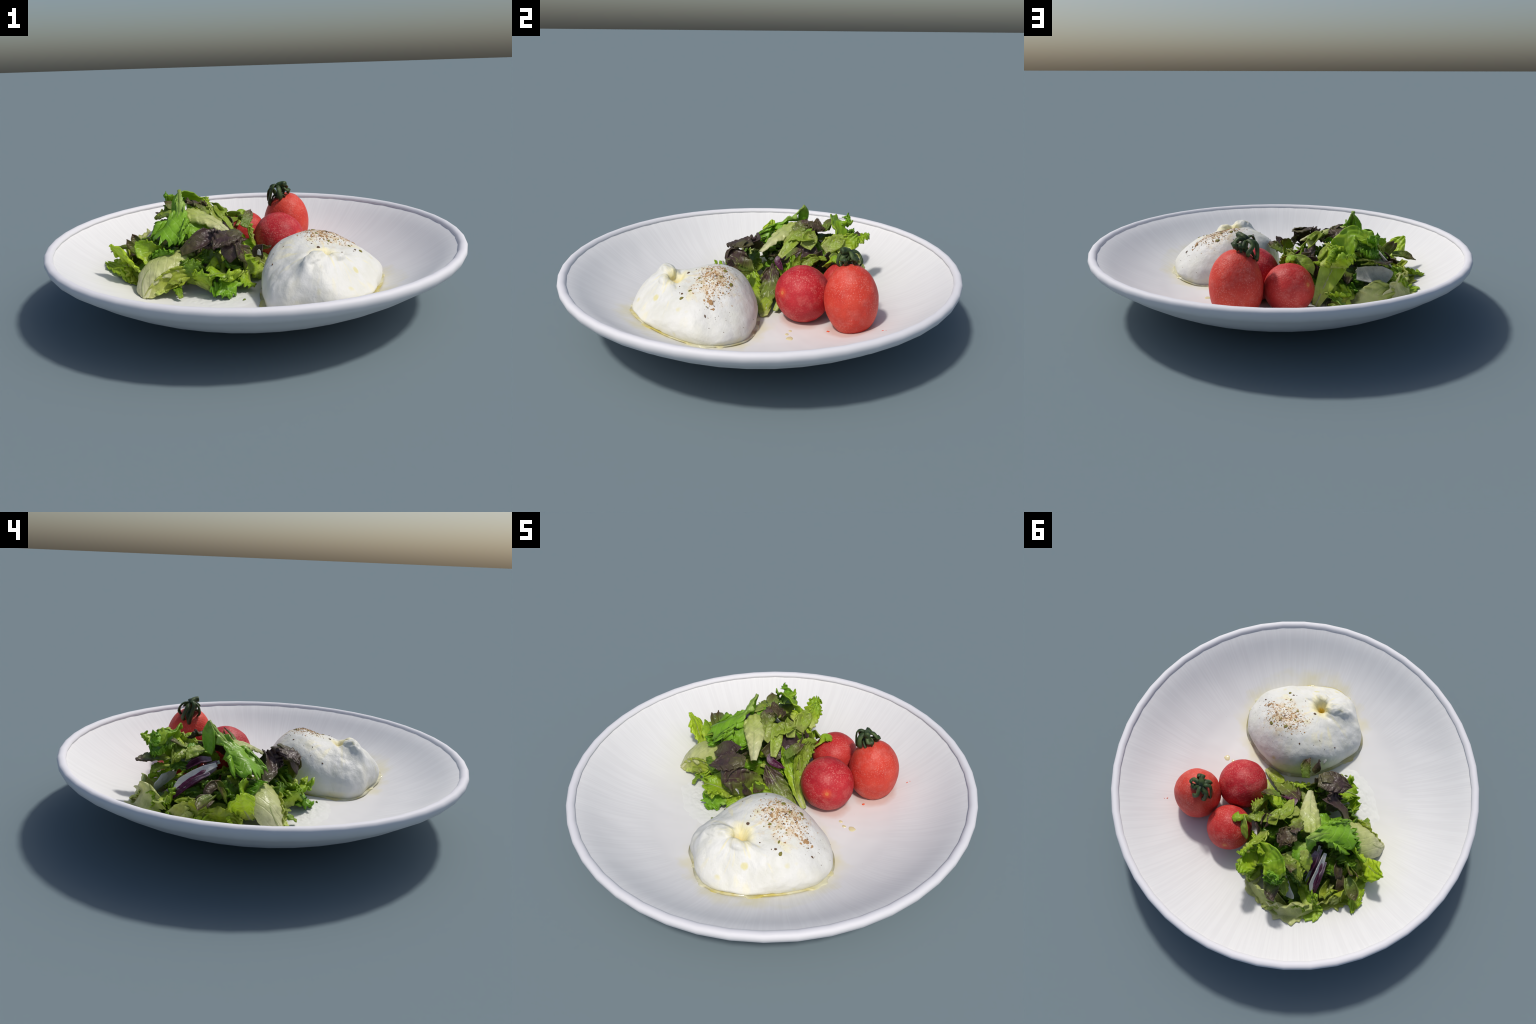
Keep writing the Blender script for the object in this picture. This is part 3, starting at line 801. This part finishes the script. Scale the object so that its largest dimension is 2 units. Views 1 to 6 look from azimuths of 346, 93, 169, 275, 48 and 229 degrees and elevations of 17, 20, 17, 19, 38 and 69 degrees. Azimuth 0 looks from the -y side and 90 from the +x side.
# leaf lying on the wall of the plate
L("fresh", [(-.56, .06, .12, .04), (-.63, .13, .15, .055), (-.69, .20, .165, .04), (-.738, .260, .178, .012)], up=(-.2, -.3, .9), cup=.15, ruffle=.008, teeth=.2)
L("browntip", [(-.585, .155, .262, .016), (-.630, .175, .262, .032), (-.670, .192, .252, .026), (-.702, .203, .244, .002)], up=(-.2, .2, .95), cup=.3)
L("browntip", [(-.54, .12, .26, .02), (-.575, .14, .31, .022), (-.592, .150, .342, .003)], up=(-.3, -.7, .4), cup=.3)
L("browntip", [(-.55, .10, .24, .02), (-.60, .115, .29, .02), (-.622, .125, .324, .004)], up=(-.3, -.7, .4), cup=.3)
# tall curled leaf at the left rear
L("fresh", [(-.085, .448, .120, .018), (-.130, .438, .215, .044), (-.180, .424, .310, .060), (-.235, .408, .405, .060), (-.285, .402, .455, .050), (-.330, .430, .440, .055), (-.365, .460, .405, .050)],
  up=[(.2, .8, .5), (.1, .7, .7), (-.1, .4, .9), (-.5, .4, .8)], cup=.22, ruffle=.008, rib=.005, round_end=.1)
L("bright", [(-.290, .405, .430, .030), (-.335, .440, .425, .038), (-.370, .462, .440, .030), (-.389, .472, .478, .004)], up=(-.75, .2, .45), cup=-.15, ruffle=.010, teeth=.35)
L("bright", [(-.300, .410, .40, .04), (-.350, .450, .385, .06), (-.395, .478, .36, .03)], up=(-.6, .55, .4), ruffle=.014, teeth=.4)
L("fresh", [(-.13, .40, .335, .03), (-.14, .44, .36, .05), (-.15, .48, .40, .045), (-.170, .512, .428, .010)], up=(.7, .2, .6), cup=.35, ruffle=.010, teeth=.25)
L("fresh", [(-.19, .43, .30, .03), (-.20, .50, .36, .05), (-.215, .55, .40, .04), (-.230, .575, .405, .02)], up=(-.2, .2, .9), ruffle=.012, teeth=.35)
L("lime", [(-.150, .33, .33, .03), (-.155, .37, .345, .06), (-.155, .41, .335, .05), (-.150, .42, .30, .015)], up=(.7, .2, .6), cup=.3, ruffle=.012)
# pieces at the back bottom
L("pale", [(-.20, .47, .12, .04), (-.29, .55, .155, .065), (-.38, .545, .20, .065), (-.46, .52, .20, .04)], up=(-.4, .7, .5), cup=-.2, ruffle=.008)
L("yolk", [(-.14, .46, .12, .03), (-.20, .50, .165, .05), (-.235, .52, .19, .045), (-.25, .53, .175, .02)], up=(-.2, .6, .75), cup=-.45)
L("pale", [(-.33, .49, .12, .03), (-.42, .51, .145, .05), (-.50, .50, .15, .045)], up=(-.3, .4, .85), cup=.1)
L("fresh", [(-.42, .36, .15, .04), (-.49, .37, .20, .065), (-.54, .37, .22, .055), (-.575, .358, .185, .012)], up=(-.5, .5, .7), ruffle=.012, teeth=.35)
L("fresh", [(-.45, .44, .15, .03), (-.51, .44, .20, .05), (-.53, .435, .25, .02)], up=(-.6, .5, .5), ruffle=.012, teeth=.35, cup=.2)
L("yolk", [(-.48, .28, .12, .05), (-.57, .27, .16, .08), (-.60, .25, .20, .06), (-.60, .225, .205, .01)], up=(-.7, .0, .6), cup=.12, ruffle=.010)
L("yolk", [(-.49, .13, .11, .06), (-.585, .125, .14, .100), (-.625, .12, .19, .100), (-.615, .115, .240, .06)], up=(-.85, 0, .35), cup=-.2, ruffle=.012, round_end=.2, teeth=.2, tf=3)
L("fresh", [(-.47, .42, .13, .05), (-.56, .40, .14, .07), (-.62, .35, .155, .05)], up=(-.5, .2, .8), ruffle=.012)
L("yolk", [(-.50, .22, .11, .05), (-.60, .20, .135, .08), (-.66, .16, .15, .05)], up=(-.5, 0, .8), ruffle=.012)
L("pale", [(-.395, .548, .150, .035), (-.468, .515, .180, .066), (-.532, .445, .190, .076), (-.580, .360, .172, .045)], up=(-.70, .45, .55), ruffle=.014, rf=2.5, teeth=.25, tf=3, cup=.15)
L("yolk", [(-.580, .345, .130, .040), (-.612, .275, .165, .068), (-.630, .205, .180, .070), (-.625, .145, .165, .040)], up=(-.85, .10, .50), ruffle=.012, rf=2.5, teeth=.25, tf=3, cup=.2)
L("pale", [(-.48, .30, .12, .04), (-.55, .29, .16, .06), (-.60, .275, .20, .055), (-.615, .265, .225, .03)], up=(-.6, .1, .8), ruffle=.012, teeth=.2, cup=-.3)
# radicchio strips
L("white", [(-.424, .171, .352, .010), (-.455, .235, .325, .020), (-.485, .300, .285, .026), (-.510, .345, .258, .022)], up=(-.75, -.1, .65), cup=.3, crinkle=.002, name="radicchio_leaf")
L("wine", [(-.428, .175, .342, .010), (-.465, .230, .314, .018), (-.497, .290, .276, .016), (-.512, .335, .258, .003)], up=(-.8, -.25, .5), cup=-.2, crinkle=.003, name="radicchio_leaf")
L("white", [(-.310, .385, .250, .030), (-.365, .400, .248, .040), (-.425, .420, .246, .044), (-.480, .438, .262, .034)], up=(-.10, .9, .40), cup=.20, crinkle=.003, name="radicchio_leaf")
for dx, dy, dz, kind in ((.030, -.012, .012, "wine"), (.052, -.020, .004, "white"), (-.028, .010, -.026, "wine")):
    L(kind, [(-.428 + dx, .185 + dy, .345 + dz, .006), (-.462 + dx, .250 + dy, .318 + dz, .010), (-.490 + dx, .310 + dy, .270 + dz, .009), (-.505 + dx, .350 + dy, .235 + dz, .004)], up=(-.75, -.1, .65), cup=.4, crinkle=.002, name="radicchio_leaf")
L("wine", [(-.39, .20, .36, .012), (-.41, .26, .35, .024), (-.43, .32, .32, .012)], up=(-.4, .1, .9), cup=.2, name="radicchio_leaf")
L("wine", [(-.125, .135, .30, .010), (-.100, .090, .29, .017), (-.055, .105, .27, .014), (-.017, .121, .262, .003)], up=(.7, -.5, .5), cup=.2, name="radicchio_leaf")
# brown and dark leaves over the middle
L("brown", [(-.275, .235, .455, .030), (-.250, .265, .450, .055), (-.245, .300, .435, .055), (-.264, .342, .410, .006)], up=(.3, .45, .85), teeth=.3, cup=-.15, ruffle=.008, crinkle=.007)
L("redgreen", [(-.19, .15, .39, .02), (-.22, .19, .430, .040), (-.25, .22, .452, .038), (-.280, .240, .470, .005)], up=(.4, .0, .9), teeth=.3, cup=.25, crinkle=.007)
L("browntip", [(-.32, .33, .385, .03), (-.365, .36, .420, .036), (-.402, .391, .441, .004)], up=(-.5, .2, .8), cup=.25, teeth=.3)
L("olive", [(-.13, .33, .34, .03), (-.15, .40, .385, .04), (-.157, .452, .412, .004)], up=(.5, .4, .7), cup=.35)
L("olive", [(-.10, .23, .36, .03), (-.135, .255, .405, .04), (-.165, .278, .436, .006)], up=(.6, .3, .7), cup=.3)
L("olive", [(-.17, .12, .36, .025), (-.16, .17, .395, .042), (-.12, .24, .405, .035), (-.092, .29, .405, .006)], up=(.3, -.2, .9), cup=.3, teeth=.45, fold=.3)
L("dark", [(-.17, -.03, .19, .05), (-.23, -.07, .235, .07), (-.29, -.10, .23, .05)], up=(-.3, -.6, .7), ruffle=.012, teeth=.4)
L("dark", [(-.10, -.06, .20, .05), (-.15, -.11, .24, .06), (-.17, -.13, .28, .03)], up=(-.1, -.7, .7), ruffle=.012, teeth=.4)
L("olive", [(-.085, .098, .312, .015), (-.115, .145, .36, .030), (-.15, .19, .40, .030), (-.17, .23, .425, .008)], up=(.75, -.4, .5), cup=.35)
L("lime", [(-.20, .36, .36, .03), (-.19, .39, .39, .045), (-.17, .41, .405, .03)], up=(.4, -.1, .9), cup=-.2, ruffle=.010)
L("dark", [(-.16, .20, .28, .04), (-.14, .28, .31, .07), (-.13, .36, .30, .06)], up=(.5, .6, .6), ruffle=.012, cup=.2)
L("purple", [(-.15, .10, .28, .04), (-.12, .18, .32, .055), (-.11, .26, .33, .04), (-.10, .31, .31, .01)], up=(.7, .3, .6), cup=.2, crinkle=.007)
L("brown", [(-.08, .24, .25, .03), (-.075, .29, .31, .04), (-.09, .32, .355, .006)], up=(.5, .7, .4), cup=.25)
L("purple", [(-.09, .30, .24, .04), (-.095, .34, .30, .05), (-.11, .36, .34, .02)], up=(.4, .8, .3), cup=.2)
# long leaves running down between cheese and tomatoes
L("fresh", [(.150, .088, .110, .012), (.080, .118, .145, .024), (.020, .145, .190, .034), (-.035, .165, .240, .036), (-.075, .170, .300, .026), (-.094, .166, .352, .004)], up=(.5, -.45, .75), cup=.30, ruffle=.006, rib=.006, teeth=.2)
L("olive", [(.120, .100, .110, .012), (.060, .140, .170, .024), (.015, .175, .245, .028), (.008, .195, .325, .022), (.034, .214, .402, .004)], up=(.65, -.2, .6), cup=.35, teeth=.25)
L("yolk", [(.20, .03, .103, .02), (.13, .03, .115, .035), (.06, .03, .14, .03)], up=(.5, -.3, .8), cup=.15)
L("redgreen", [(.160, .040, .106, .016), (.075, .045, .135, .036), (.005, .050, .180, .050), (-.060, .055, .230, .045), (-.105, .060, .270, .012)], up=(.75, -.35, .5), cup=-.1, ruffle=.008, rib=.006)
L("fresh", [(.06, .0, .105, .02), (.0, -.03, .14, .045), (-.05, -.045, .19, .05), (-.10, -.045, .24, .03)], up=(.6, -.6, .5), ruffle=.010)
L("olive", [(.02, .18, .24, .02), (.015, .22, .30, .035), (.0, .27, .335, .03), (-.02, .31, .33, .01)], up=(.6, .1, .7), cup=.25, teeth=.3, ruffle=.008)
L("browntip", [(-.03, .13, .33, .02), (.005, .17, .375, .028), (.034, .214, .403, .003)], up=(.3, -.5, .8), cup=.3, teeth=.2)
# curl that lies on the red tomato
L("fresh", [(-.03, .33, .29, .014), (.004, .350, .322, .016), (.019, .377, .358, .026), (.040, .395, .348, .030), (.050, .400, .318, .018)], up=[(.2, .3, .9), (.2, .2, .9), (.9, .3, .3)], cup=-.3, teeth=.25)
L("olive", [(.01, .355, .345, .012), (-.035, .385, .335, .026), (-.065, .408, .305, .024), (-.080, .420, .268, .004)], up=(.1, .75, .6), cup=.2)
L("olive", [(-.10, .25, .30, .02), (-.04, .30, .325, .03), (.0, .345, .33, .02)], up=(.3, .3, .9), cup=.25, teeth=.3)
# dark layered leaves on the left face
L("redgreen", [(-.30, .42, .33, .03), (-.355, .475, .345, .042), (-.40, .520, .345, .028), (-.436, .532, .348, .004)], up=(-.3, .1, .9), cup=.25, ruffle=.003)
L("olive", [(-.33, .40, .30, .02), (-.40, .44, .315, .032), (-.45, .47, .300, .006)], up=(-.5, .1, .8), cup=.3, ruffle=.004, teeth=.25)
L("olive", [(-.31, .30, .40, .03), (-.37, .33, .395, .045), (-.42, .35, .38, .03), (-.46, .37, .35, .006)], up=(-.5, .0, .85), cup=-.2, ruffle=.012, teeth=.25)
L("olive", [(-.35, .25, .40, .025), (-.40, .28, .40, .035), (-.45, .31, .365, .006)], up=(-.6, .1, .8), cup=.2, teeth=.3)
L("dark", [(-.33, .30, .33, .04), (-.39, .34, .345, .06), (-.44, .38, .31, .04)], up=(-.6, .2, .7), ruffle=.012, teeth=.3)
L("bright", [(-.30, .23, .37, .03), (-.345, .28, .395, .045), (-.37, .33, .385, .02)], up=(-.3, .1, .95), cup=.3, teeth=.3)
# frilly dark tangle at the front left
L("dark", [(-.46, .06, .22, .04), (-.52, .09, .27, .06), (-.56, .12, .28, .05)], up=(-.6, -.2, .7), ruffle=.018, rf=3.5, teeth=.4)
L("dark", [(-.45, .14, .24, .04), (-.51, .17, .27, .055), (-.55, .19, .26, .04)], up=(-.6, .0, .8), ruffle=.018, rf=3.5, teeth=.4)
L("brown", [(-.49, .145, .26, .012), (-.515, .165, .285, .024), (-.545, .185, .27, .02), (-.565, .20, .235, .008)], up=(-.6, -.1, .7), cup=.3)
L("brown", [(-.55, .165, .24, .015), (-.585, .20, .235, .035), (-.605, .235, .205, .015)], up=(-.7, -.1, .6), cup=.2)
L("fresh", [(-.43, .03, .20, .04), (-.50, .03, .25, .06), (-.56, .045, .30, .045), (-.59, .05, .335, .006)], up=(-.3, -.7, .5), cup=.25, teeth=.25)
L("dark", [(-.43, .0, .18, .05), (-.48, .0, .24, .07), (-.50, .02, .29, .05)], up=(-.5, -.7, .4), ruffle=.016, teeth=.35)
L("bright", [(-.42, .00, .20, .04), (-.46, -.02, .26, .06), (-.47, -.02, .31, .04)], up=(-.4, -.8, .3), ruffle=.016, teeth=.35)

# flat leaves at the bottom of the heap
rnd = random.Random(41)
for q in range(15):
    a = q * 2.39996
    rr = .27 * math.sqrt((q + .5) / 15)
    x, y = -.27 + rr * math.cos(a), .19 + rr * math.sin(a)
    b = rnd.uniform(0, 6.28)
    z0 = FLOOR + rnd.uniform(.015, .07)
    p = [(x + math.cos(b) * .20 * t, y + math.sin(b) * .20 * t, z0 + .03 * math.cos(3 * t), w * rnd.uniform(.05, .07)) for t, w in ((-.5, .4), (-.15, 1.0), (.2, 1.0), (.5, .3))]
    L(rnd.choice(["dark", "fresh", "bright", "dark"]), p, up=(0, 0, 1), cup=rnd.uniform(-.2, .3), ruffle=rnd.uniform(.006, .014), rf=3, teeth=rnd.uniform(.2, .4), seed=400 + q, nu=30, nv=17)

# torn scraps that fill the inside of the heap
rnd = random.Random(77)
for q in range(40):
    while True:
        x, y = rnd.uniform(-.62, .06), rnd.uniform(-.16, .53)
        d = ((x + .30) / .36) ** 2 + ((y - .19) / .36) ** 2
        if d < 1:
            break
    h = FLOOR + .02 + .245 * math.sqrt(1 - d) * rnd.uniform(.10, .60)
    a = rnd.uniform(0, 6.28)
    ln, wd = rnd.uniform(.11, .20), rnd.uniform(.016, .036)
    ca, sa = math.cos(a), math.sin(a)
    tilt = rnd.uniform(-.25, .35)
    p = [(x + ca * ln * t, y + sa * ln * t, max(h + tilt * ln * t - .05 * t * t, floor_z(x + ca * ln * t, y + sa * ln * t) + .008), w * wd)
         for t, w in ((-.5, .5), (-.1, 1.0), (.25, 1.0), (.5, .25))]
    kind = rnd.choice(["dark", "dark", "olive", "fresh", "bright", "fresh", "redgreen"])
    L(kind, p, cup=rnd.uniform(-.3, .5), ruffle=rnd.uniform(.004, .016), rf=rnd.uniform(2, 4), teeth=rnd.uniform(.1, .45), fold=rnd.uniform(-.3, .6), tf=rnd.uniform(2.5, 4.5), seed=200 + q, nu=30, nv=17)
#LEAVES_END
